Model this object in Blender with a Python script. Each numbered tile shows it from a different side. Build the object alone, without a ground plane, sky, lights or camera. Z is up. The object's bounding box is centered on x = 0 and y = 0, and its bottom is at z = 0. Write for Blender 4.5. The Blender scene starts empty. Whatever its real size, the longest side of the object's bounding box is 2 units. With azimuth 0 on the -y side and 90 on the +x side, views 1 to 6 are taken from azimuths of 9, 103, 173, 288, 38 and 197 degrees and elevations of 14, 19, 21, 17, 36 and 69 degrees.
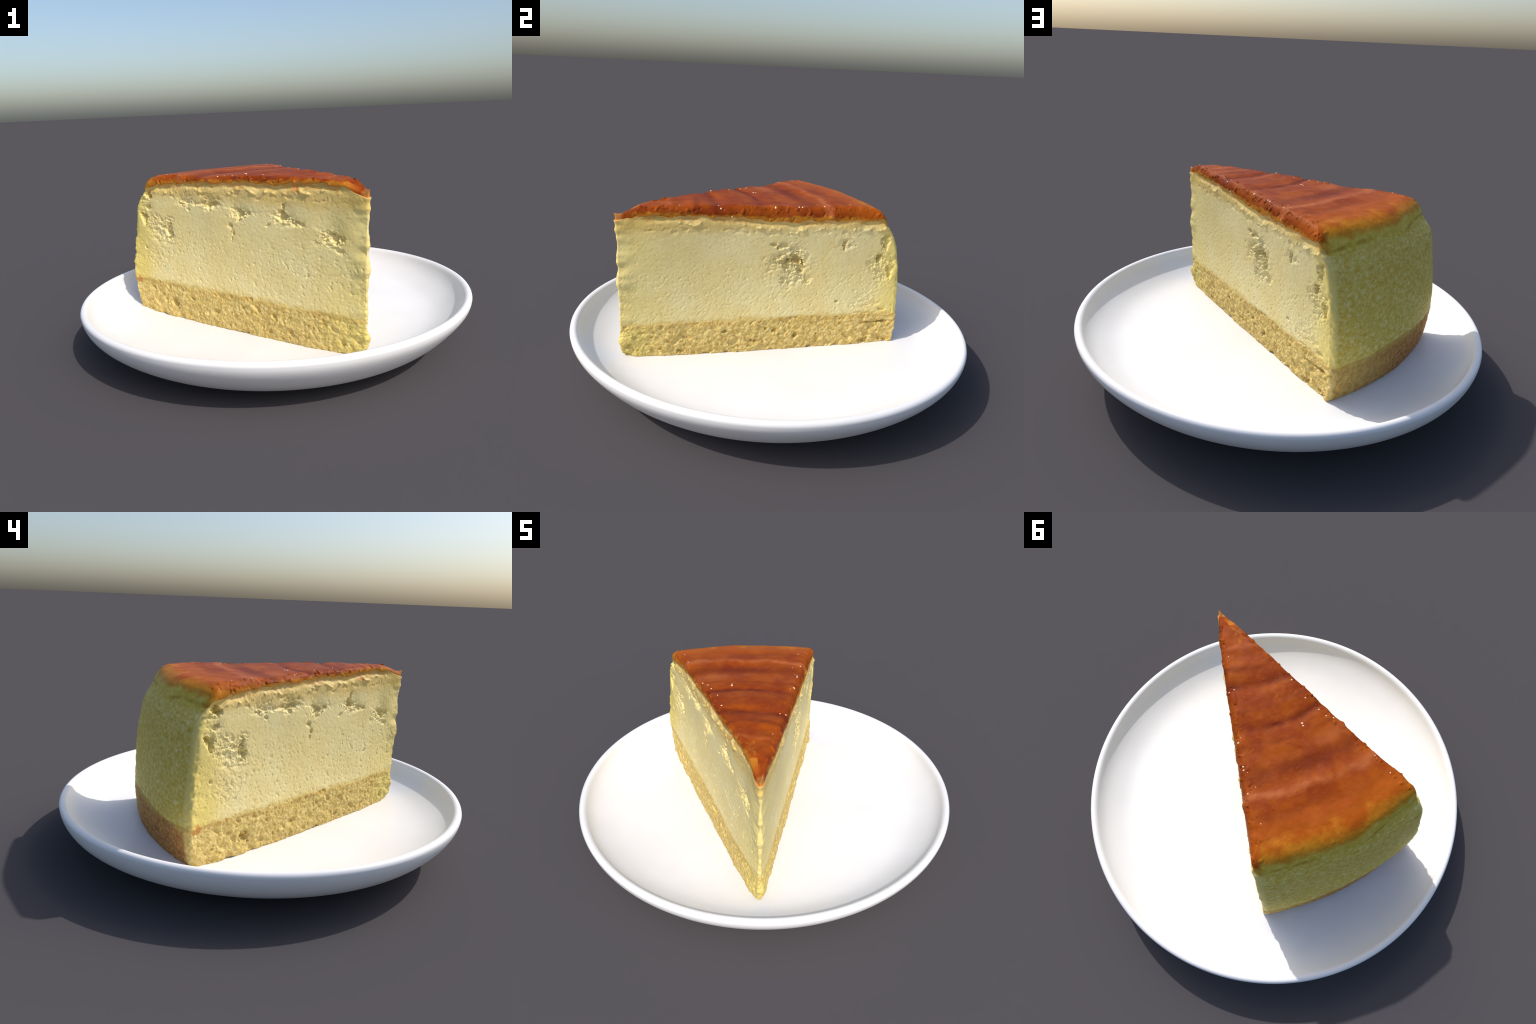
# A wedge of baked cheesecake (sponge base, creamy filling, amber glaze) on a white coupe plate.
import bpy, math, random
import numpy as np
from mathutils import Vector

random.seed(7)

# ------------------------------------------------------------------ numpy noise
def _hash(ix, iy, iz, seed):
    n = (ix * 374761393 + iy * 668265263 + iz * 2147483647 + seed * 1274126177) & 0xFFFFFFFF
    n = ((n ^ (n >> 13)) * 1274126177) & 0xFFFFFFFF
    n = ((n ^ (n >> 16)) * 2246822519) & 0xFFFFFFFF
    n = n ^ (n >> 15)
    return (n & 0xFFFFFF) / float(0xFFFFFF)

TURN = np.array([[0.36, 0.48, -0.80], [-0.80, 0.60, 0.0], [0.48, 0.64, 0.60]])

def noise(P, f, seed=0):
    """Smooth value noise, about -1..1; P is (..., 3), f a frequency or three of them."""
    Q = (P * np.asarray(f, float)) @ TURN
    I = np.floor(Q).astype(np.int64)
    F = Q - I
    W = F * F * F * (F * (F * 6 - 15) + 10)
    out = 0.0
    for dx in (0, 1):
        for dy in (0, 1):
            for dz in (0, 1):
                w = (W[..., 0] if dx else 1 - W[..., 0]) * (W[..., 1] if dy else 1 - W[..., 1]) * (W[..., 2] if dz else 1 - W[..., 2])
                out = out + w * _hash(I[..., 0] + dx, I[..., 1] + dy, I[..., 2] + dz, seed)
    return out * 2 - 1

def fbm(P, f, octaves=3, seed=0, gain=0.5):
    f = np.asarray(f, float)
    a, s, t = 1.0, 0.0, 0.0
    for o in range(octaves):
        s = s + a * noise(P, f * 2.03 ** o, seed + 17 * o)
        t += a
        a *= gain
    return s / t

def sstep(a, b, x):
    t = np.clip((x - a) / (b - a), 0, 1)
    return t * t * (3 - 2 * t)

def bell(x, c, w):
    return np.exp(-((x - c) / w) ** 2)

# ------------------------------------------------------------------ dimensions
PLATE_RIM = 0.238
APEX = (0.486, -0.638)           # where the two cut planes of the slice meet
AXIS = math.radians(133.6)       # direction from the apex to the middle of the back
HALF = math.radians(17.45)       # half the opening angle
R0 = 1.44                        # nominal radius of the outer wall
CH, SH = math.cos(HALF), math.sin(HALF)
TILT = (0.014, -0.010)           # the plate leans a little

def plate_floor(x, y):
    """Height of the plate's upper face where the cake stands."""
    r2 = x * x + y * y
    return 0.114 + 0.022 * x + 0.014 * y + 0.016 * (r2 / 0.6) ** 2

def to_world(X, Y):
    c, s = math.cos(AXIS), math.sin(AXIS)
    return APEX[0] + c * X - s * Y, APEX[1] + s * X + c * Y

# ------------------------------------------------------------------ node helpers
class Nodes:
    def __init__(self, name):
        self.mat = bpy.data.materials.new(name)
        self.mat.use_nodes = True
        self.t = self.mat.node_tree
        self.t.nodes.clear()
        self.out = self.t.nodes.new('ShaderNodeOutputMaterial')
        self.bsdf = self.t.nodes.new('ShaderNodeBsdfPrincipled')
        self.t.links.new(self.bsdf.outputs[0], self.out.inputs[0])
        self.co = self.t.nodes.new('ShaderNodeTexCoord').outputs['Object']

    def put(self, sock, v):
        if isinstance(v, bpy.types.NodeSocket):
            self.t.links.new(v, sock)
        else:
            sock.default_value = v

    def m(self, op, a, b=None, c=None, clamp=False):
        n = self.t.nodes.new('ShaderNodeMath')
        n.operation = op
        n.use_clamp = clamp
        for k, v in enumerate((a, b, c)):
            if v is not None:
                self.put(n.inputs[k], v)
        return n.outputs[0]

    def xyz(self):
        n = self.t.nodes.new('ShaderNodeSeparateXYZ')
        self.t.links.new(self.co, n.inputs[0])
        return n.outputs[0], n.outputs[1], n.outputs[2]

    def mapped(self, scale):
        n = self.t.nodes.new('ShaderNodeMapping')
        self.t.links.new(self.co, n.inputs['Vector'])
        n.inputs['Scale'].default_value = scale
        return n.outputs[0]

    def noise(self, scale, detail=3.0, rough=0.5, vec=None, dist=0.0):
        n = self.t.nodes.new('ShaderNodeTexNoise')
        self.t.links.new(vec if vec is not None else self.co, n.inputs['Vector'])
        n.inputs['Scale'].default_value = scale
        n.inputs['Detail'].default_value = detail
        n.inputs['Roughness'].default_value = rough
        n.inputs['Distortion'].default_value = dist
        return n.outputs['Fac']

    def voronoi(self, scale, vec=None, feature='F1'):
        n = self.t.nodes.new('ShaderNodeTexVoronoi')
        n.feature = feature
        self.t.links.new(vec if vec is not None else self.co, n.inputs['Vector'])
        n.inputs['Scale'].default_value = scale
        return n.outputs['Distance']

    def ss(self, a, b, x):
        n = self.t.nodes.new('ShaderNodeMapRange')
        n.interpolation_type = 'SMOOTHSTEP'
        self.put(n.inputs['Value'], x)
        n.inputs['From Min'].default_value = a
        n.inputs['From Max'].default_value = b
        if a > b:
            n.inputs['From Min'].default_value = b
            n.inputs['From Max'].default_value = a
            n.inputs['To Min'].default_value = 1
            n.inputs['To Max'].default_value = 0
        return n.outputs['Result']

    def band(self, x, c, w):
        """Soft bump of half width w about c."""
        return self.ss(w, 0.0, self.m('ABSOLUTE', self.m('SUBTRACT', x, c)))

    def mix(self, fac, a, b, mode='MIX'):
        n = self.t.nodes.new('ShaderNodeMix')
        n.data_type = 'RGBA'
        n.blend_type = mode
        self.put(n.inputs[0], fac)
        for sock, v in ((n.inputs[6], a), (n.inputs[7], b)):
            if isinstance(v, bpy.types.NodeSocket):
                self.t.links.new(v, sock)
            else:
                sock.default_value = (*v, 1)
        return n.outputs[2]

    def ramp(self, fac, stops):
        n = self.t.nodes.new('ShaderNodeValToRGB')
        self.t.links.new(fac, n.inputs[0])
        e = n.color_ramp.elements
        e[0].position, e[0].color = stops[0][0], (*stops[0][1], 1)
        e[1].position, e[1].color = stops[1][0], (*stops[1][1], 1)
        for p, c in stops[2:]:
            k = e.new(p)
            k.color = (*c, 1)
        return n.outputs[0]

    def spot(self, p, r):
        if not hasattr(self, 'ragged'):
            w = self.t.nodes.new('ShaderNodeTexNoise')
            self.t.links.new(self.co, w.inputs['Vector'])
            w.inputs['Scale'].default_value = 38
            w.inputs['Detail'].default_value = 4
            k = self.t.nodes.new('ShaderNodeVectorMath')
            k.operation = 'MULTIPLY_ADD'
            self.t.links.new(w.outputs['Color'], k.inputs[0])
            k.inputs[1].default_value = (0.05, 0.05, 0.05)
            self.t.links.new(self.co, k.inputs[2])
            o = self.t.nodes.new('ShaderNodeVectorMath')
            o.operation = 'SUBTRACT'
            self.t.links.new(k.outputs[0], o.inputs[0])
            o.inputs[1].default_value = (0.025, 0.025, 0.025)
            self.ragged = o.outputs[0]
        n = self.t.nodes.new('ShaderNodeVectorMath')
        n.operation = 'DISTANCE'
        self.t.links.new(self.ragged, n.inputs[0])
        n.inputs[1].default_value = p
        return self.ss(r, r * 0.45, n.outputs['Value'])

    def bump(self, height, strength, dist):
        n = self.t.nodes.new('ShaderNodeBump')
        self.put(n.inputs['Height'], height)
        n.inputs['Strength'].default_value = strength
        n.inputs['Distance'].default_value = dist
        self.t.links.new(n.outputs[0], self.bsdf.inputs['Normal'])

    def done(self, color, rough, spec=0.5):
        self.put(self.bsdf.inputs['Base Color'], color)
        self.put(self.bsdf.inputs['Roughness'], rough)
        self.bsdf.inputs['Specular IOR Level'].default_value = spec
        return self.mat

def srgb(r, g, b):
    f = lambda c: (c / 255 / 12.92) if c <= 10 else ((c / 255 + 0.055) / 1.055) ** 2.4
    return f(r), f(g), f(b)

# ------------------------------------------------------------------ plate
def build_plate():
    # (radius, height) of the section from the middle of the underside round to the middle of the top
    pts = [(0.0, 0.014), (0.50, 0.013), (0.575, 0.010), (0.590, 0.0), (0.625, 0.0), (0.640, 0.010)]
    rb, zb, k = 0.700, 0.030, 1.250
    for a in np.linspace(90, 0, 26):
        a = math.radians(a)
        pts.append((rb + (0.9985 - rb) * max(math.cos(a), 0) ** k, 0.234 - (0.234 - zb) * math.sin(a) ** (k * 0.97)))
    pts += [(0.9993, 0.2390), (0.9975, 0.2460), (0.9935, 0.2520), (0.9870, 0.2560), (0.9790, 0.2565),
            (0.9715, 0.2540), (0.9655, 0.2490), (0.9610, 0.2410), (0.9555, 0.2280), (0.9470, 0.2155),
            (0.9360, 0.2020), (0.9210, 0.1890), (0.9025, 0.1765), (0.8800, 0.1645), (0.8540, 0.1530),
            (0.8230, 0.1410), (0.7900, 0.1345)]
    for r in np.linspace(0.75, 0.0, 15):
        pts.append((r, None))
    N = 288
    th = np.linspace(0, 2 * np.pi, N, endpoint=False)
    V, F = [], []
    rows = []
    for r, z in pts:
        if z is None:
            z = 0.114 + 0.016 * min(r * r / 0.6, 1.0) ** 2
        if r == 0.0:
            rows.append([len(V)])
            V.append((0, 0, z if rows else z))
            continue
        outer = len(rows) < 40                   # underside and rim against the upper face
        w = sstep(0.03, PLATE_RIM, z) if r > 0.65 else 0.0
        under = 0.022 * (1 - sstep(0.12, 0.24, z)) if outer else 0.0
        floor = 0.0 if outer else 1 - sstep(0.60, 0.85, r)
        rows.append(list(range(len(V), len(V) + N)))
        for t in th:
            x, y = r * math.cos(t), r * math.sin(t)
            V.append((x, y, z + floor * (0.022 * x + 0.014 * y) + (1 - floor) * w * ((TILT[0] + under) * x + (TILT[1] - 0.45 * under) * y) + (0.0015 * math.sin(2 * t + 0.6) * w)))
    for a, b in zip(rows, rows[1:]):
        for i in range(N):
            j = (i + 1) % N
            if len(a) == 1:
                F.append((a[0], b[j], b[i]))
            elif len(b) == 1:
                F.append((a[i], a[j], b[0]))
            else:
                F.append((a[i], a[j], b[j], b[i]))
    me = bpy.data.meshes.new('plate')
    me.from_pydata(V, [], F)
    me.update()
    me.shade_smooth()
    ob = bpy.data.objects.new('plate', me)
    bpy.context.collection.objects.link(ob)
    ob['label'] = 'round white glazed ceramic coupe plate with low rim'
    ob['category'] = 'plate'
    n = Nodes('white_glazed_ceramic')
    f = n.noise(3.0, 2)
    col = n.mix(n.ss(0.35, 0.7, f), (0.80, 0.79, 0.785), (0.83, 0.825, 0.82))
    n.bump(n.noise(14, 2), 0.05, 0.01)
    me.materials.append(n.done(col, 0.38, 0.4))
    return ob

# ------------------------------------------------------------------ the slice
NF, NB, NT, NC = 600, 320, 18, 18      # samples on a cut face, the back, the tip and a corner

def outline(rt):
    """Closed outline of the wedge, counter-clockwise from the tip: xy and the arc tags."""
    rc = 0.028
    pts = []
    ct = rt / SH
    a = np.linspace(math.pi / 2 + HALF, 3 * math.pi / 2 - HALF, NT + 2)[1:-1]
    pts += [(ct + rt * math.cos(t), rt * math.sin(t)) for t in a]
    r0, r1 = rt / math.tan(HALF), R0 - rc
    t = np.linspace(0, 1, NF)
    pts += [((r0 + (r1 - r0) * k) * CH, -(r0 + (r1 - r0) * k) * SH) for k in t]
    da = rc / R0
    p0 = np.array([r1 * CH, -r1 * SH])
    pc = np.array([R0 * CH, -R0 * SH])
    p2 = R0 * np.array([math.cos(-HALF + da), math.sin(-HALF + da)])
    k = np.linspace(0, 1, NC + 2)[1:-1, None]
    corner = (1 - k) ** 2 * p0 + 2 * k * (1 - k) * pc + k * k * p2
    pts += [tuple(p) for p in corner]
    for ang in np.linspace(-HALF + da, HALF - da, NB):
        pts.append((R0 * math.cos(ang), R0 * math.sin(ang)))
    pts += [(p[0], -p[1]) for p in corner[::-1]]
    pts += [((r0 + (r1 - r0) * k) * CH, (r0 + (r1 - r0) * k) * SH) for k in t[::-1]]
    return np.array(pts)

# lower edge of the glaze along each cut face: (distance from apex, height)
GLAZE_LEFT = [(0.02, .808), (.08, .826), (.13, .842), (.24, .853), (.38, .853), (.50, .838), (.60, .838), (.72, .840),
              (.80, .830), (.90, .832), (1.03, .824), (1.16, .824), (1.26, .812), (1.32, .803), (1.46, .795)]
GLAZE_RIGHT = [(0.02, .810), (.08, .820), (.17, .828), (.30, .827), (.42, .824), (.60, .812), (.70, .800), (.83, .794),
               (.95, .793), (1.09, .795), (1.2, .792), (1.31, .796), (1.46, .795)]
# radius of the outer wall against height
WALL = [(.10, 1.424), (.14, 1.430), (.20, 1.436), (.30, 1.438), (.39, 1.433), (.48, 1.427), (.57, 1.414), (.65, 1.396),
        (.70, 1.377), (.735, 1.355), (.76, 1.338), (.80, 1.317), (.83, 1.307)]
# outward lean of the two cut faces against height
LEAN_LEFT = [(.10, .016), (.20, .016), (.30, .014), (.45, .004), (.60, -.002), (.75, -.009), (.86, -.015)]
LEAN_RIGHT = [(.10, .000), (.40, .004), (.60, .011), (.86, .017)]

# hollows in the cut faces: (distance from apex along face, height, half length, half height, depth)
PITS_LEFT = [(1.299, .750, .022, .017, .026), (1.300, .690, .016, .012, .014), (1.330, .632, .018, .022, .020),
             (1.160, .570, .016, .030, .022), (1.020, .697, .010, .008, .010), (.870, .728, .032, .015, .016),
             (.748, .628, .011, .013, .012), (.728, .602, .009, .011, .010), (.738, .574, .006, .010, .008), (.700, .697, .034, .022, .020),
             (.640, .700, .012, .012, .012), (.450, .715, .022, .026, .020), (.365, .672, .030, .010, .010),
             (.185, .628, .036, .020, .016), (.150, .575, .020, .014, .008), (1.134, .190, .021, .019, .016),
             (1.010, .231, .010, .009, .010), (1.335, .466, .009, .009, .008), (.313, .445, .010, .010, .006),
             (.52, .66, .012, .010, .008), (.95, .735, .03, .010, .008), (1.06, .72, .02, .008, .007)]
PITS_RIGHT = [(.755, .685, .020, .010, .010), (.800, .676, .018, .012, .012), (.845, .655, .016, .012, .012), (.87, .600, .030, .016, .030), (.888, .545, .022, .030, .016),
              (.812, .500, .016, .022, .012), (.82, .57, .016, .03, .014), (.93, .50, .024, .02, .008),
              (1.110, .680, .010, .022, .016), (1.150, .668, .014, .010, .006), (1.302, .602, .015, .020, .024),
              (1.330, .690, .020, .030, .014), (1.345, .317, .020, .010, .010), (1.094, .374, .009, .007, .012),
              (.888, .197, .012, .014, .016), (.778, .221, .009, .012, .014), (.672, .178, .013, .010, .016),
              (1.253, .143, .018, .012, .016), (1.330, .246, .045, .006, .016), (.735, .235, .008, .008, .010),
              (.30, .14, .016, .010, .012), (.52, .232, .014, .008, .012), (1.36, .53, .012, .03, .010)]
# torn, rough areas: (distance, height, half length, half height, strength)
TORN_LEFT = [(1.20, .585, .11, .07, 1.0), (.86, .735, .10, .035, .9), (.67, .70, .10, .035, .9), (.74, .60, .03, .06, .5),
             (.45, .69, .09, .03, .7), (.20, .62, .09, .05, .9), (1.05, .73, .12, .03, .5), (1.25, .40, .12, .07, .45),
             (1.31, .70, .06, .09, .6)]
TORN_RIGHT = [(.86, .59, .11, .11, 1.7), (1.13, .67, .05, .03, .5), (1.32, .55, .06, .16, .9), (1.22, .36, .16, .05, .5),
              (1.25, .28, .12, .04, .8), (.77, .68, .05, .02, .6)]

TEAR_LINE = [(0, .60), (.15, .63), (.22, .645), (.35, .675), (.48, .700), (.65, .700), (.75, .718), (.95, .722), (1.05, .740), (1.2, .752), (1.4, .76)]

def glaze_top(X, Y):
    """Height of the glaze, without fine grain."""
    rho = np.hypot(X - 0.049, Y) - 0.07 * Y / np.maximum(np.hypot(X, Y), .05)
    P = np.stack([X, Y, 0 * X], -1)
    rho = rho + 0.012 * noise(P, 6, 5)
    z = 0.869 - 0.050 * (1 - sstep(-0.03, 0.12, rho)) + 0.006 * bell(rho, .28, .20) - 0.008 * sstep(.62, .85, rho) + 0.003 * sstep(.95, 1.1, rho) - 0.010 * sstep(1.05, 1.25, rho)
    flat = z
    z = z - 0.006 * bell(rho, .460, .030) + 0.005 * bell(rho, .53, .05) - 0.007 * bell(rho, .675, .028) + 0.004 * bell(rho, .60, .03)
    z = z + 0.003 * bell(rho, .80, .05) - 0.004 * bell(rho, .90, .05) + 0.008 * bell(rho, 1.00, .035) - 0.005 * bell(rho, 1.09, .03)
    z = z + 0.003 * bell(rho, 1.15, .03) + 0.006 * bell(rho, .36, .08) + 0.0 + 0.004 * bell(rho, .24, .03) - 0.003 * bell(rho, .30, .03)
    z = flat + (z - flat) * (0.66 + 0.60 * noise(P, 4.5, 11))
    z = z + 0.0022 * noise(P, 9, 3) + 0.0010 * noise(P, 30, 4)
    return z

def face_table(tab, r):
    x, y = zip(*tab)
    return np.interp(r, x, y)

def build_slice():
    A, Bq = outline(0.0080), outline(0.011)
    n = len(A)
    idx = np.arange(n)
    iB0, iB1 = NT, NT + NF
    iK0, iK1 = iB1 + NC, iB1 + NC + NB
    iA0, iA1 = iK1 + NC, n
    rr = np.hypot(A[:, 0], A[:, 1])
    # share of left face / right face / back in every outline point, soft round the corners
    side = np.where(A[:, 1] > 0, 1.0, -1.0)
    onback = np.zeros(n)
    onback[iK0:iK1] = 1
    onback[iB1:iK0] = np.linspace(0, 1, NC)
    onback[iK1:iA0] = np.linspace(1, 0, NC)
    wall_ang = np.arctan2(A[:, 1], A[:, 0])
    # glaze edge height round the outline
    P1 = np.stack([A[:, 0], A[:, 1], 0 * rr], -1)
    zl, zr = face_table(GLAZE_LEFT, rr), face_table(GLAZE_RIGHT, rr)
    zc = np.where(side > 0, zl, zr)
    tiparc = idx < NT
    zc[tiparc] = 0.810
    zback = 0.752 + 0.006 * noise(P1, 5, 2)
    zc = zc * (1 - onback) + zback * onback
    jag = 0.004 + 0.008 * noise(P1, 20, 8) + 0.006 * noise(P1, 52, 9)
    zc = zc + jag * (1 - 0.6 * onback) * sstep(0.03, 0.12, rr)
    # smooth once along the outline so that corners do not step
    ker = np.array([1, 2, 3, 2, 1]) / 9.0
    zc = sum(k * np.roll(zc, s) for k, s in zip(ker, (-2, -1, 0, 1, 2)))

    spine_max = 0.93
    spx = np.minimum(A[:, 0] * 0.68 + 0.004, spine_max)
    spx[onback > 0.5] = spine_max
    spx = np.minimum(spx, spine_max)
    spine = np.stack([spx, 0 * spx], -1)

    NW, NE, NTOP = 260, 28, 110
    wz, wr = zip(*WALL)

    def radial(xy, z):
        r = np.hypot(xy[:, 0], xy[:, 1])
        R = np.interp(z, wz, wr)
        th = np.arctan2(xy[:, 1], xy[:, 0]) / HALF
        R = R - 0.026 * bell(th, -.25, .5) * bell(z, .50, .17) + 0.012 * bell(th, 1, .3) * bell(z, .70, .10) + 0.010 * bell(th, .9, .35) * bell(z, .34, .12) + 0.018 * bell(th, .1, .6) * bell(z, .78, .09)
        k = 1 + (R / R0 - 1) * sstep(0.9, R0 - 0.02, r)
        lean = np.where(th > 0, np.interp(z, *zip(*LEAN_LEFT)), np.interp(z, *zip(*LEAN_RIGHT))) * np.abs(th).clip(0, 1)
        lean = lean + np.where(th > 0, 0.011, 0.0) * sstep(.20, .42, z) * sstep(1.10, 1.40, r) * np.abs(th).clip(0, 1)
        lean = lean * (0.25 + 0.75 * sstep(0.02, 0.25, r))
        nrm = np.stack([-SH + 0 * th, CH * np.sign(th)], -1)
        pull = np.stack([0.009 * (1 - sstep(0.01, 0.09, r)), 0 * r], -1)      # blunt front edge
        return xy * k[:, None] + nrm * lean[:, None] + pull

    rows = []
    tags = []                                    # 0 underside, 1 wall, 2 glaze
    fl = plate_floor(*to_world(A[:, 0], A[:, 1])) - 0.003
    bottom_xy = radial(Bq, fl)
    def inset(xy, d):
        v = spine - xy
        L = np.hypot(v[:, 0], v[:, 1])
        d = d * 0.7 * L / (0.7 * L + np.maximum(d, 0) + 1e-6)
        return xy + v * (d / np.maximum(L, 1e-6))[:, None]
    retreat = np.stack([0.030 * (1 - sstep(0.03, 0.16, rr)), 0 * rr], -1)
    for k in np.linspace(0, 1, 8)[:-1]:
        base = inset(bottom_xy + retreat, 0.012)
        xy = spine * (1 - k) + base * k
        rows.append(np.column_stack([xy, fl]))
        tags.append(0)
    foot = 0.012 + 0.022 * (1 - sstep(0.03, 0.10, rr))
    for a in np.linspace(0, 90, 8):
        a = math.radians(a)
        xy = inset(bottom_xy + retreat * (1 - math.sin(a)), 0.012 * (1 - math.sin(a)) + 1e-5)
        rows.append(np.column_stack([xy, fl + foot * (1 - math.cos(a))]))
        tags.append(1)
    zlow = fl + foot
    for k in np.linspace(0, 1, NW + 1)[1:]:
        z = zlow + (zc - zlow) * k
        w = sstep(0.13, 0.22, z)[:, None]
        rows.append(np.column_stack([radial(Bq * (1 - w) + A * w, z), z]))
        tags.append(1)
    # rounded shoulder of the glaze
    edge_xy = rows[-1][:, :2]
    L = np.hypot(*(spine - edge_xy).T)
    width = 0.085 * (1 - onback) + 0.19 * onback
    width = 1 / (1 / width + 1 / (0.75 * L))
    ins_xy = edge_xy + (spine - edge_xy) * (width / L)[:, None]
    e = 0.62
    for a in np.linspace(0, 90, NE + 1)[1:]:
        t = a / 90
        a = math.radians(a)
        # square-ish edge over the cut faces, a long soft shoulder over the outer wall
        k = (1 - math.cos(a)) * (1 - onback) + (2 * t * (1 - t) * 0.32 + t * t) * onback
        h = (math.sin(a) ** 1.1) * (1 - onback) + (1 - (1 - t) ** 2) * onback
        xy = edge_xy * (1 - k)[:, None] + ins_xy * k[:, None]
        bulge = np.where(side > 0, 0.002, 0.003) * math.sin(min(a * 2.2, math.pi)) * (1 - onback) * sstep(0.04, 0.2, rr)
        xy = xy - (spine - xy) * (bulge / L)[:, None]
        zt = glaze_top(xy[:, 0], xy[:, 1])
        rows.append(np.column_stack([xy, zc * (1 - h) + zt * h]))
        tags.append(2)
    for k in np.linspace(0, 1, NTOP + 1)[1:]:
        xy = ins_xy * (1 - k) + spine * k
        rows.append(np.column_stack([xy, glaze_top(xy[:, 0], xy[:, 1])]))
        tags.append(2)
    G = np.array(rows)                            # (row, outline, xyz)
    tags = np.array(tags)
    M = len(G)

    # ---- base normals
    def normals(G):
        du = np.roll(G, -1, 1) - np.roll(G, 1, 1)
        dv = np.empty_like(G)
        dv[1:-1] = G[2:] - G[:-2]
        dv[0], dv[-1] = G[1] - G[0], G[-1] - G[-2]
        N = np.cross(du, dv)
        return N / np.maximum(np.linalg.norm(N, axis=-1, keepdims=True), 1e-12)
    N = normals(G)
    N[-1] = (0, 0, 1)
    N[:7] = (0, 0, -1)

    # ---- relief
    X, Y, Zz = G[..., 0], G[..., 1], G[..., 2]
    r = np.hypot(X, Y)
    wallrow = (tags == 1)[:, None]
    glaze = (tags == 2)[:, None]
    back = np.broadcast_to(onback[None], r.shape)
    left = ((Y > 0) & (back < 1))
    face = (1 - back) * wallrow
    D = np.zeros_like(r)
    # base line between sponge and filling
    zbase = 0.290 + 0.011 * noise(np.stack([X, Y, 0 * X], -1), 6, 31) + 0.006 * noise(np.stack([X, Y, 0 * X], -1), 24, 32)
    sponge = sstep(0.012, -0.012, Zz - zbase) if False else 1 - sstep(-0.012, 0.012, Zz - zbase)
    # cream: faint waves, fine grain, sparse pores
    cream = (1 - sponge) * wallrow
    grain = 0.0003 * noise(G, 110, 41) + 0.0003 * noise(G, 55, 42) + 0.0006 * noise(G, 13, 43) + 0.0032 * noise(G, 5, 44) + 0.0008 * np.minimum(fbm(G, (60, 60, 80), 2, 40), 0.05) * (1.9 - sstep(.35, .62, Zz))
    pores = (np.maximum(noise(G, 60, 45) - 0.58, 0) * 0.008 + np.maximum(noise(G, 95, 46) - 0.5, 0) * 0.005) * (1 - 0.7 * sstep(.5, .62, Zz))
    pores = pores + np.maximum(noise(G, 92, 39) - 0.22, 0) * 0.0020 * (1 - 0.6 * sstep(.48, .64, Zz))
    D += cream * face * (grain - pores) * np.where(left, 1.0, 0.75)
    streak = 0.0012 * noise(G, (70, 70, 130), 47) + 0.0026 * fbm(G, (22, 22, 62), 3, 48, 0.65) + 0.003 * noise(G, 9, 49)
    D += cream * back * streak
    # sponge: crumbs and bubbles
    crumb = 0.0064 * fbm(G, (36, 36, 44), 3, 51, 0.8) + 0.0035 * noise(G, 12, 52)
    holes = np.maximum(noise(G, 30, 53) - 0.46, 0) * 0.026 + np.maximum(noise(G, 62, 54) - 0.5, 0) * 0.014
    D += sponge * wallrow * (crumb - holes) * (1 - 0.45 * back)
    # the knife left a ledge under the glaze: a dark groove and a ragged lip below it
    below = zc[None] - Zz
    rag = noise(G, (16, 16, 30), 61)
    rag2 = noise(G, (42, 42, 60), 62)
    gate = sstep(0.08, 0.2, r)
    groove = bell(below, .014 + .005 * rag, .013) * (0.008 + .006 * rag)
    rag2 = rag2 + 0.5 * noise(G, 90, 63)
    lip = bell(below, .040 + .012 * rag, .010) * np.maximum(-0.001 + .009 * rag2 + .006 * rag, 0)
    below_lip = bell(below, .066 + .010 * rag, .010) * np.maximum(.000 + .006 * rag2, 0)
    D += face * gate * (lip - groove - below_lip) * np.where(left, 1.0, 0.8)
    # hollows and torn places
    warp = np.stack([fbm(G, 26, 4, 64, 0.7), fbm(G, 26, 4, 65, 0.7)], -1)
    crumbs = fbm(G, (46, 46, 60), 3, 66, 0.65)
    crag = fbm(G, (22, 22, 40), 4, 67, 0.65)
    def tear(pits, torn, mask, seed):
        d = np.zeros_like(r)
        for s, z, a, b, dep in pits:
            u, v = (r - s) / (1.25 * a) + 1.5 * warp[..., 0], (Zz - z) / (1.25 * b) + 1.5 * warp[..., 1]
            q = np.sqrt(u * u + v * v)
            hole = 1 - sstep(0.25, 1.2, q)
            d = np.minimum(d, -dep * hole * (1 + 0.7 * crumbs))
        rough = np.zeros_like(r)
        for s, z, a, b, k in torn:
            q = np.sqrt(((r - s) / a) ** 2 + ((Zz - z) / b) ** 2) + 0.55 * noise(G, 14, seed + 2) + 0.25 * crag
            rough = np.maximum(rough, k * (1 - sstep(0.35, 1.15, q)))
        rough = rough * (1 - 0.5 * sponge)
        d += rough * (0.010 * crag + 0.0060 * crumbs - 0.034 * np.maximum(crag - 0.10, 0) - 0.002)
        return d * mask
    D += face * tear(PITS_LEFT, TORN_LEFT, left, 71) + face * tear(PITS_RIGHT, TORN_RIGHT, ~left, 91)
    # on the left the upper slab tore off along a ragged line and sits a little back
    zt = face_table(TEAR_LINE, r) + 0.022 * fbm(G, (9, 9, 3), 4, 68, 0.65)
    up = np.clip((Zz - zt) / np.maximum(zc[None] - 0.03 - zt, 0.02), 0, 1)
    step = sstep(-0.002, 0.004, Zz - zt) * (1 - up) * sstep(.06, .16, r) * (1 - sstep(1.18, 1.30, r))
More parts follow.
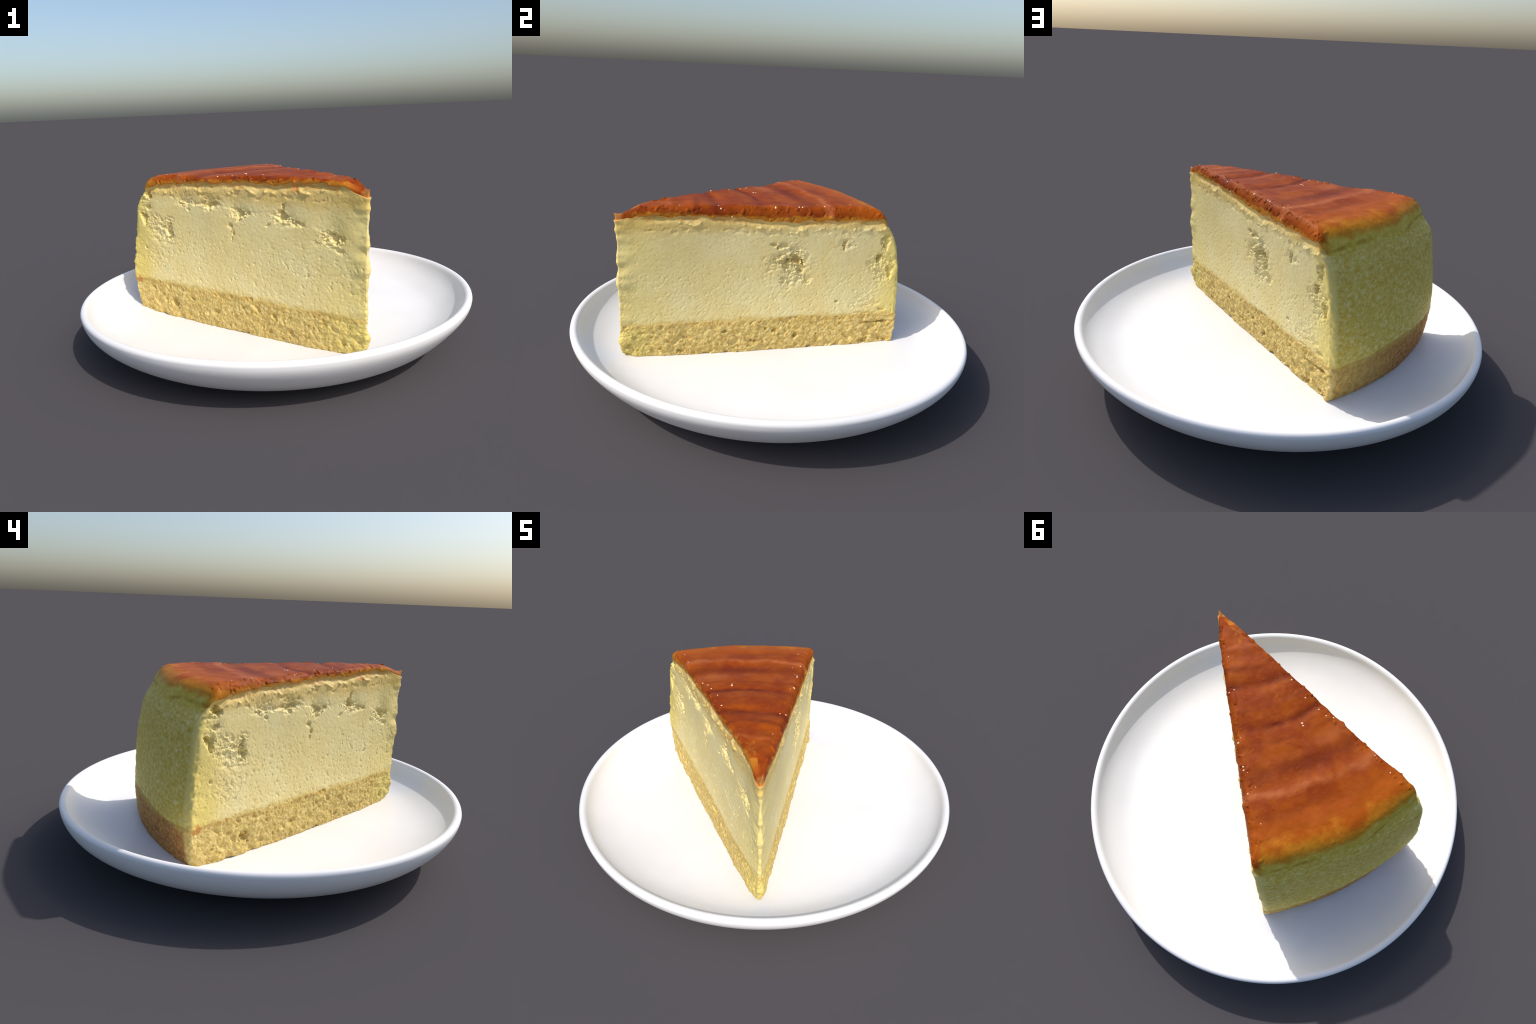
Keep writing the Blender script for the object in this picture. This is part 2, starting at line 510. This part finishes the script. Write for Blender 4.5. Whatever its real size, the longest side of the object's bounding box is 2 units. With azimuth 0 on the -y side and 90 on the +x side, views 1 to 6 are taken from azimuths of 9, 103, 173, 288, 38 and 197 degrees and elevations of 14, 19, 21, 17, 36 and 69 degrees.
    gaps = np.max([bell(r, c, w) for c, w in ((.19, .06), (.42, .05), (.70, .06), (.88, .05), (1.04, .04))], axis=0)
    D -= face * left * step * 0.009 * gaps
    D += face * left * gaps * bell(Zz, zt, .016) * sstep(.06, .16, r) * (1 - sstep(1.2, 1.3, r)) * (0.008 * crag + 0.005 * crumbs - 0.030 * np.maximum(crag - 0.12, 0))
    # the front edge is scalloped where the knife dragged crumbs
    front = (1 - sstep(0.035, 0.12, r)) * wallrow
    D += front * (0.009 * noise(G * np.array([0.2, 0.2, 1]), 13, 101) + 0.005 * noise(G * np.array([0.4, 0.4, 1]), 36, 102))
    # back corners are frayed
    cor = sstep(1.36, 1.43, r) * (1 - np.abs(2 * back - 0.6)).clip(0, 1) * wallrow
    D += cor * (0.011 * noise(G, (14, 14, 22), 103) + 0.006 * noise(G, 46, 104))
    # crease under the glaze on the outer wall
    ang = np.arctan2(Y, X)
    cre = bell(Zz, .772 + .012 * noise(G, 6, 105), .007) * sstep(-0.2, 0.5, noise(G, 7, 106) + .25)
    D -= back * (wallrow | glaze) * cre * 0.009
    # bubbles and seams at the glaze edge
    edge_row = np.zeros(M)
    t0 = np.argmax(tags == 2)
    edge_row[t0:t0 + NE + 14] = np.concatenate([np.ones(NE), np.linspace(1, 0, 14)])
    eb = np.maximum(noise(G, 55, 111) - 0.45, 0) * 0.010 - np.maximum(noise(G, 70, 112) - 0.5, 0) * .008 + 0.003 * noise(G, 26, 113)
    D += glaze * edge_row[:, None] * eb * sstep(.06, .14, r) * (1 - 0.75 * back)
    D += glaze * (1 - edge_row[:, None]) * np.maximum(noise(G, 45, 114) - 0.66, 0) * 0.004
    D[:7] = 0
    seam = np.zeros(M); seam[-1] = 1
    D = D * (1 - seam[:, None])
    G = G + N * D[..., None]
    N = normals(G)
    N[-1] = (0, 0, 1)
    N[:7] = (0, 0, -1)

    # ---- weld and split into parts
    flat = G.reshape(-1, 3)
    nf = N.reshape(-1, 3)
    ids = np.arange(M * n).reshape(M, n)
    for row in (0, M - 1):
        seen = {}
        for i in range(n):
            key = (round(flat[ids[row, i], 0], 5), round(flat[ids[row, i], 1], 5))
            ids[row, i] = seen.setdefault(key, ids[row, i])
    a, b = ids[:-1], ids[1:]
    quads = np.stack([a, np.roll(a, -1, 1), np.roll(b, -1, 1), b], -1)
    cen_z = 0.25 * (G[:-1, :, 2] + G[1:, :, 2] + np.roll(G[:-1, :, 2], -1, 1) + np.roll(G[1:, :, 2], -1, 1))
    zb = 0.5 * (zbase[:-1] + zbase[1:])
    kind = np.where(cen_z < zb, 0, 1)
    kind[tags[1:] == 2] = 2
    kind[tags[1:] == 0] = 0

    origin = (*to_world(0, 0), 0.12)
    hold = bpy.data.objects.new('cake_slice', None)
    hold.empty_display_size = 0.2
    bpy.context.collection.objects.link(hold)
    hold.location = origin
    hold.rotation_euler = (0, 0, AXIS)
    hold['label'] = 'wedge of baked cheesecake with sponge base and amber glaze'
    hold['category'] = 'cake slice'
    parts = {}
    for k, name in ((0, 'sponge_base'), (1, 'cheese_filling'), (2, 'glazed_top')):
        q = quads[kind == k]
        used, inv = np.unique(q, return_inverse=True)
        inv = inv.reshape(q.shape)
        faces = []
        for f in inv.tolist():
            g = [f[0]]
            for v in f[1:]:
                if v not in g:
                    g.append(v)
            if len(g) > 2:
                faces.append(g)
        v = flat[used] - np.array([0, 0, 0.12])
        me = bpy.data.meshes.new(name)
        me.from_pydata(v.tolist(), [], faces)
        me.update()
        me.shade_smooth()
        me.normals_split_custom_set_from_vertices(nf[used].tolist())
        ob = bpy.data.objects.new(name, me)
        bpy.context.collection.objects.link(ob)
        ob.parent = hold
        parts[name] = ob
    return hold, parts

# ------------------------------------------------------------------ cake materials
def polar(n):
    x, y, z = n.xyz()
    ay = n.m('ABSOLUTE', y)
    depth = n.m('SUBTRACT', n.m('MULTIPLY', x, SH), n.m('MULTIPLY', ay, CH))   # distance inside the cut planes
    r = n.m('SQRT', n.m('ADD', n.m('MULTIPLY', x, x), n.m('MULTIPLY', y, y)))
    back = n.m('MULTIPLY', n.ss(0.008, 0.034, depth), n.ss(1.20, 1.30, r))
    return x, y, z, r, back

def face_point(s, z, left):
    return (s * CH, (1 if left else -1) * s * SH, z - 0.12)

def add_spots(n, col, spots, tint, amount):
    for s, z, left, rad in spots:
        col = n.mix(n.m('MULTIPLY', n.spot(face_point(s, z, left), rad), amount), col, tint)
    return col

def wall_color(n, z):
    """Mottled yellow skin of the outer wall, with a thin broken brown line near the top."""
    v = n.noise(46, 6, 0.70, n.mapped((0.9, 0.9, 1.3)), 0.5)
    wall = n.ramp(v, [(0.32, srgb(194, 160, 54)), (0.48, srgb(214, 186, 82)), (0.59, srgb(224, 204, 116)), (0.72, srgb(236, 226, 170))])
    wall = n.mix(n.m('MULTIPLY', n.ss(0.60, 0.68, z), 0.5), wall, srgb(202, 172, 60))
    zz = n.m('ADD', z, n.m('MULTIPLY', n.m('SUBTRACT', n.noise(6, 3), 0.5), 0.05))
    line = n.m('MULTIPLY', n.band(zz, 0.655, 0.016), n.ss(0.42, 0.56, n.noise(11, 3)))
    return n.mix(n.m('MULTIPLY', line, 0.6), wall, srgb(168, 122, 28))

def cream_material():
    n = Nodes('baked_cheese_filling')
    x, y, z, r, back = polar(n)
    f1 = n.noise(6, 3)
    f2 = n.noise(70, 4, 0.6)
    pore = n.ss(0.62, 0.74, n.noise(95, 2, 0.5))
    body = n.mix(n.ss(0.35, 0.68, f1), srgb(226, 205, 138), srgb(231, 215, 155))
    body = n.mix(n.m('MULTIPLY', n.ss(0.4, 0.7, f2), 0.35), body, srgb(238, 222, 158))
    body = n.mix(n.m('MULTIPLY', pore, 0.5), body, srgb(176, 156, 84))
    # yellower towards the sides and along the tip
    edge = n.m('ADD', n.ss(1.28, 1.46, n.m('ADD', r, n.m('MULTIPLY', n.noise(9, 2), 0.12))), n.m('MULTIPLY', n.ss(0.30, 0.05, r), 0.45), clamp=True)
    body = n.mix(n.m('MULTIPLY', edge, 0.62), body, srgb(230, 206, 96))
    # browned just under the glaze
    under = n.ss(0.630, 0.690, n.m('ADD', z, n.m('MULTIPLY', n.noise(26, 3, 0.6), 0.05)))
    body = n.mix(n.m('MULTIPLY', under, 0.55), body, srgb(206, 168, 78))
    # the glaze bled a little into the cream below its ragged edge
    edge_z = n.m('SUBTRACT', n.m('ADD', n.m('MULTIPLY', n.m('GREATER_THAN', y, 0.0), 0.025), 0.719), n.m('MULTIPLY', r, 0.037))
    gap = n.m('ADD', n.m('SUBTRACT', edge_z, z), n.m('MULTIPLY', n.m('SUBTRACT', n.noise(24, 5, 0.68, n.mapped((0.7, 0.7, 1.6))), 0.5), 0.13))
    bleed = n.m('MULTIPLY', n.ss(0.030, 0.000, gap), n.ss(0.05, 0.15, r))
    body = n.mix(n.m('MULTIPLY', bleed, 0.62), body, srgb(184, 122, 40))
    low = n.ss(0.198, 0.168, n.m('ADD', z, n.m('MULTIPLY', n.m('SUBTRACT', n.noise(30, 4, 0.65), 0.5), 0.07)))
    body = n.mix(n.m('MULTIPLY', low, 0.75), body, srgb(206, 176, 94))
    wall = wall_color(n, z)
    col = n.mix(back, body, wall)
    col = add_spots(n, col, [(1.299, .755, True, .024), (1.300, .690, True, .017), (1.335, .466, True, .012), (.735, .612, True, .014),
                             (.87, .605, False, .026), (1.302, .602, False, .018), (1.094, .374, False, .012), (1.110, .672, False, .012)],
                    srgb(204, 156, 60), 0.45)
    col = add_spots(n, col, [(.38, .830, True, .034), (1.405, .290, True, .034)], srgb(206, 120, 34), 0.7)
    n.bump(n.m('ADD', n.noise(130, 3, 0.6), n.m('MULTIPLY', pore, -0.6)), 0.15, 0.004)
    return n.done(col, 0.62, 0.35)

def sponge_material():
    n = Nodes('sponge_crumb')
    x, y, z, r, back = polar(n)
    f = n.noise(55, 5, 0.62)
    body = n.ramp(f, [(0.30, srgb(180, 148, 78)), (0.48, srgb(204, 176, 102)), (0.68, srgb(224, 202, 134))])
    hole = n.ss(0.13, 0.03, n.voronoi(26))
    body = n.mix(n.m('MULTIPLY', hole, 0.45), body, srgb(150, 116, 40))
    body = n.mix(n.m('MULTIPLY', n.ss(0.30, 0.05, r), 0.5), body, srgb(222, 204, 112))
    rind = n.ramp(n.noise(60, 4, 0.6), [(0.3, srgb(146, 96, 44)), (0.5, srgb(178, 124, 64)), (0.7, srgb(204, 158, 94))])
    pale = n.ss(0.02, -0.32, n.m('ADD', y, n.m('MULTIPLY', n.m('SUBTRACT', n.noise(7, 4), 0.5), 0.35)))
    rind = n.mix(n.m('MULTIPLY', pale, 0.75), rind, n.ramp(n.noise(45, 4, 0.6), [(0.3, srgb(168, 130, 62)), (0.6, srgb(206, 176, 98))]))
    col = n.mix(back, body, rind)
    fade = n.ss(0.135, 0.180, n.m('ADD', z, n.m('MULTIPLY', n.m('SUBTRACT', n.noise(22, 5, 0.65), 0.5), 0.06)))
    col = n.mix(n.m('MULTIPLY', n.m('MULTIPLY', fade, back), 0.7), col, wall_color(n, z))
    dots = n.m('MULTIPLY', n.m('MULTIPLY', n.ss(0.17, 0.11, n.voronoi(13)), back), n.ss(0.11, 0.08, z))
    col = n.mix(n.m('MULTIPLY', dots, 0.6), col, srgb(122, 74, 30))
    topline = n.ss(0.150, 0.172, n.m('ADD', z, n.m('MULTIPLY', n.noise(12, 2), 0.012)))
    col = n.mix(n.m('MULTIPLY', topline, 0.35), col, srgb(188, 148, 72))
    col = add_spots(n, col, [(1.134, .190, True, .022), (1.01, .231, True, .010), (.888, .197, False, .014), (.778, .221, False, .012),
                             (.672, .178, False, .013), (1.253, .143, False, .018), (.735, .235, False, .009)], srgb(164, 124, 40), 0.6)
    col = add_spots(n, col, [(1.405, .285, True, .042)], srgb(196, 112, 34), 0.55)
    n.bump(n.noise(120, 4, 0.65), 0.3, 0.005)
    return n.done(col, 0.75, 0.25)

def glaze_material():
    n = Nodes('amber_glaze')
    x, y, z, r, back = polar(n)
    xs = n.m('SUBTRACT', x, 0.049)
    rr = n.m('SQRT', n.m('ADD', n.m('MULTIPLY', xs, xs), n.m('MULTIPLY', y, y)))
    slope = n.m('MULTIPLY', n.m('DIVIDE', y, n.m('MAXIMUM', r, 0.05)), -0.07)
    rho = n.m('ADD', n.m('ADD', rr, slope), n.m('MULTIPLY', n.m('SUBTRACT', n.noise(5, 4, 0.55), 0.5), 0.11))
    amber, dark, red = srgb(152, 72, 17), srgb(94, 33, 13), srgb(130, 52, 16)
    f = n.noise(9, 5, 0.6)
    col = n.mix(n.ss(0.35, 0.68, f), red, amber)
    fine = n.noise(34, 5, 0.65, n.mapped((1.6, 0.7, 1)))
    col = n.mix(n.m('MULTIPLY', n.ss(0.5, 0.72, fine), 0.30), col, srgb(168, 86, 20))
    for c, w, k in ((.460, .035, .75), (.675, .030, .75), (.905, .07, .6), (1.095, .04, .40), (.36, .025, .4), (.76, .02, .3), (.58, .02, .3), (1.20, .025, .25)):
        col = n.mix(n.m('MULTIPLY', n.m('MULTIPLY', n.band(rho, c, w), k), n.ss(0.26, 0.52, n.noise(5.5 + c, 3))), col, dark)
    for c, w, k in ((1.0, .034, .8), (.82, .06, .45), (1.165, .035, .35), (.235, .02, .35)):  # rosy band at 1.0: sky reflection painted into the glaze colour
        col = n.mix(n.m('MULTIPLY', n.m('MULTIPLY', n.band(rho, c, w), k), n.ss(0.34, 0.60, n.noise(7 + c, 4))), col, srgb(172, 96, 54))
    # paler and more golden towards the outer wall
    g = n.m('ADD', r, n.m('MULTIPLY', n.m('SUBTRACT', n.noise(10, 4, 0.6), 0.5), 0.08))
    col = n.mix(n.m('MULTIPLY', n.ss(1.06, 1.26, g), 0.75), col, srgb(172, 86, 20))
    wall = n.m('ADD', z, n.m('MULTIPLY', n.m('SUBTRACT', n.noise(10, 5, 0.6), 0.5), 0.07))
    inside = n.m('SUBTRACT', n.m('MULTIPLY', x, SH), n.m('MULTIPLY', n.m('ABSOLUTE', y), CH))
    over = n.m('MULTIPLY', n.ss(1.14, 1.22, r), n.ss(0.004, 0.030, inside))
    corner = n.m('MULTIPLY', n.ss(0.694, 0.670, z), n.ss(1.27, 1.34, r))
    gold = n.m('MULTIPLY', n.ss(0.738, 0.704, wall), over)
    col = n.mix(gold, col, srgb(196, 130, 34))
    oliv = n.m('MAXIMUM', n.m('MULTIPLY', n.ss(0.706, 0.674, wall), over), corner)
    col = n.mix(oliv, col, wall_color(n, z))
    # the cut edge is a thin golden skin, broken up
    edge_z = n.m('ADD', n.m('SUBTRACT', n.m('ADD', n.m('MULTIPLY', n.m('GREATER_THAN', y, 0.0), 0.025), 0.723), n.m('MULTIPLY', r, 0.037)),
                 n.m('MULTIPLY', n.m('SUBTRACT', n.noise(26, 5, 0.68, n.mapped((0.8, 0.8, 1.4))), 0.5), 0.07))
    rim = n.m('MULTIPLY', n.ss(0.016, 0.000, n.m('SUBTRACT', z, edge_z)), n.ss(0.06, 0.15, r))
    rim = n.m('MULTIPLY', rim, n.m('MAXIMUM', n.ss(0.030, 0.008, inside), n.ss(1.24, 1.12, r)))
    col = n.mix(n.m('MULTIPLY', rim, 0.6), col, srgb(196, 134, 44))
    # pale rub at the very tip
    col = n.mix(n.m('MULTIPLY', n.ss(0.080, 0.045, n.m('ADD', r, n.m('MULTIPLY', n.noise(20, 2), 0.02))), 0.6), col, srgb(226, 160, 84))
    n.bump(n.m('ADD', n.noise(22, 3, 0.5, n.mapped((1.5, 0.6, 1))), n.m('MULTIPLY', n.noise(90, 2), 0.25)), 0.25, 0.006)
    return n.done(col, 0.50, 0.06)

def bubbles(hold, body):
    """White glints on the glaze, modelled as small pale domes: shared meshes."""
    me = bpy.data.meshes.new('modelled_glint')
    V, F = [(0, 0, 0.55)], []
    for k, (rad, h) in enumerate(((0.5, 0.45), (0.85, 0.2), (1.0, -0.15), (0.9, -0.6))):
        V += [(rad * math.cos(t), rad * math.sin(t), h) for t in np.linspace(0, 2 * math.pi, 12, endpoint=False)]
    for i in range(12):
        j = (i + 1) % 12
        F.append((0, 1 + i, 1 + j))
        for k in range(3):
            F.append((1 + 12 * k + i, 1 + 12 * (k + 1) + i, 1 + 12 * (k + 1) + j, 1 + 12 * k + j))
    me.from_pydata(V, [], F)
    me.update()
    me.shade_smooth()
    n = Nodes('painted_glint_pale')
    col = n.mix(n.noise(2, 2), srgb(244, 226, 196), srgb(226, 176, 122))
    me.materials.append(n.done(col, 0.25, 0.6))
    c, s = math.cos(-AXIS), math.sin(-AXIS)
    def local(wx, wy):
        dx, dy = wx - APEX[0], wy - APEX[1]
        return c * dx - s * dy, s * dx + c * dy
    # world positions of the larger ones, with radius
    big = [(-.096, -.137, .006), (-.104, -.126, .005), (.219, -.056, .009), (.151, .039, .006), (-.225, -.206, .006), (.011, -.330, .006),
           (.035, .253, .006), (-.075, -.262, .005), (-.150, -.225, .005), (.258, -.14, .005), (.272, -.19, .005), (.245, -.10, .004),
           (-.19, -.205, .004), (.094, .14, .006), (.087, .155, .005)]
    spots = [(*local(a, b), 0.78 * k) for a, b, k in big]
    rng = random.Random(3)
    for _ in range(9):
        q = rng.uniform(0.25, 1.28)
        side = rng.choice((-1, 1, -1))
        d = rng.uniform(0.015, 0.06)
        spots.append((q * CH - d * SH * 0, side * (q * SH - d), rng.uniform(.0018, .0034)))
    tree = body.data
    for X, Y, k in spots:
        hit, loc, nor, _ = body.ray_cast(Vector((X, Y, 2)), Vector((0, 0, -1)))
        if not hit:
            continue
        ob = bpy.data.objects.new('modelled_glint', me)
        bpy.context.collection.objects.link(ob)
        ob.parent = body
        ob.location = loc
        ob.rotation_euler = nor.to_track_quat('Z', 'Y').to_euler()
        ob.scale = (k, k * rng.uniform(.7, 1.5), k * 0.8)

plate = build_plate()
hold, parts = build_slice()
parts['cheese_filling'].data.materials.append(cream_material())
parts['sponge_base'].data.materials.append(sponge_material())
parts['glazed_top'].data.materials.append(glaze_material())
bpy.context.view_layer.update()
bubbles(hold, parts['glazed_top'])
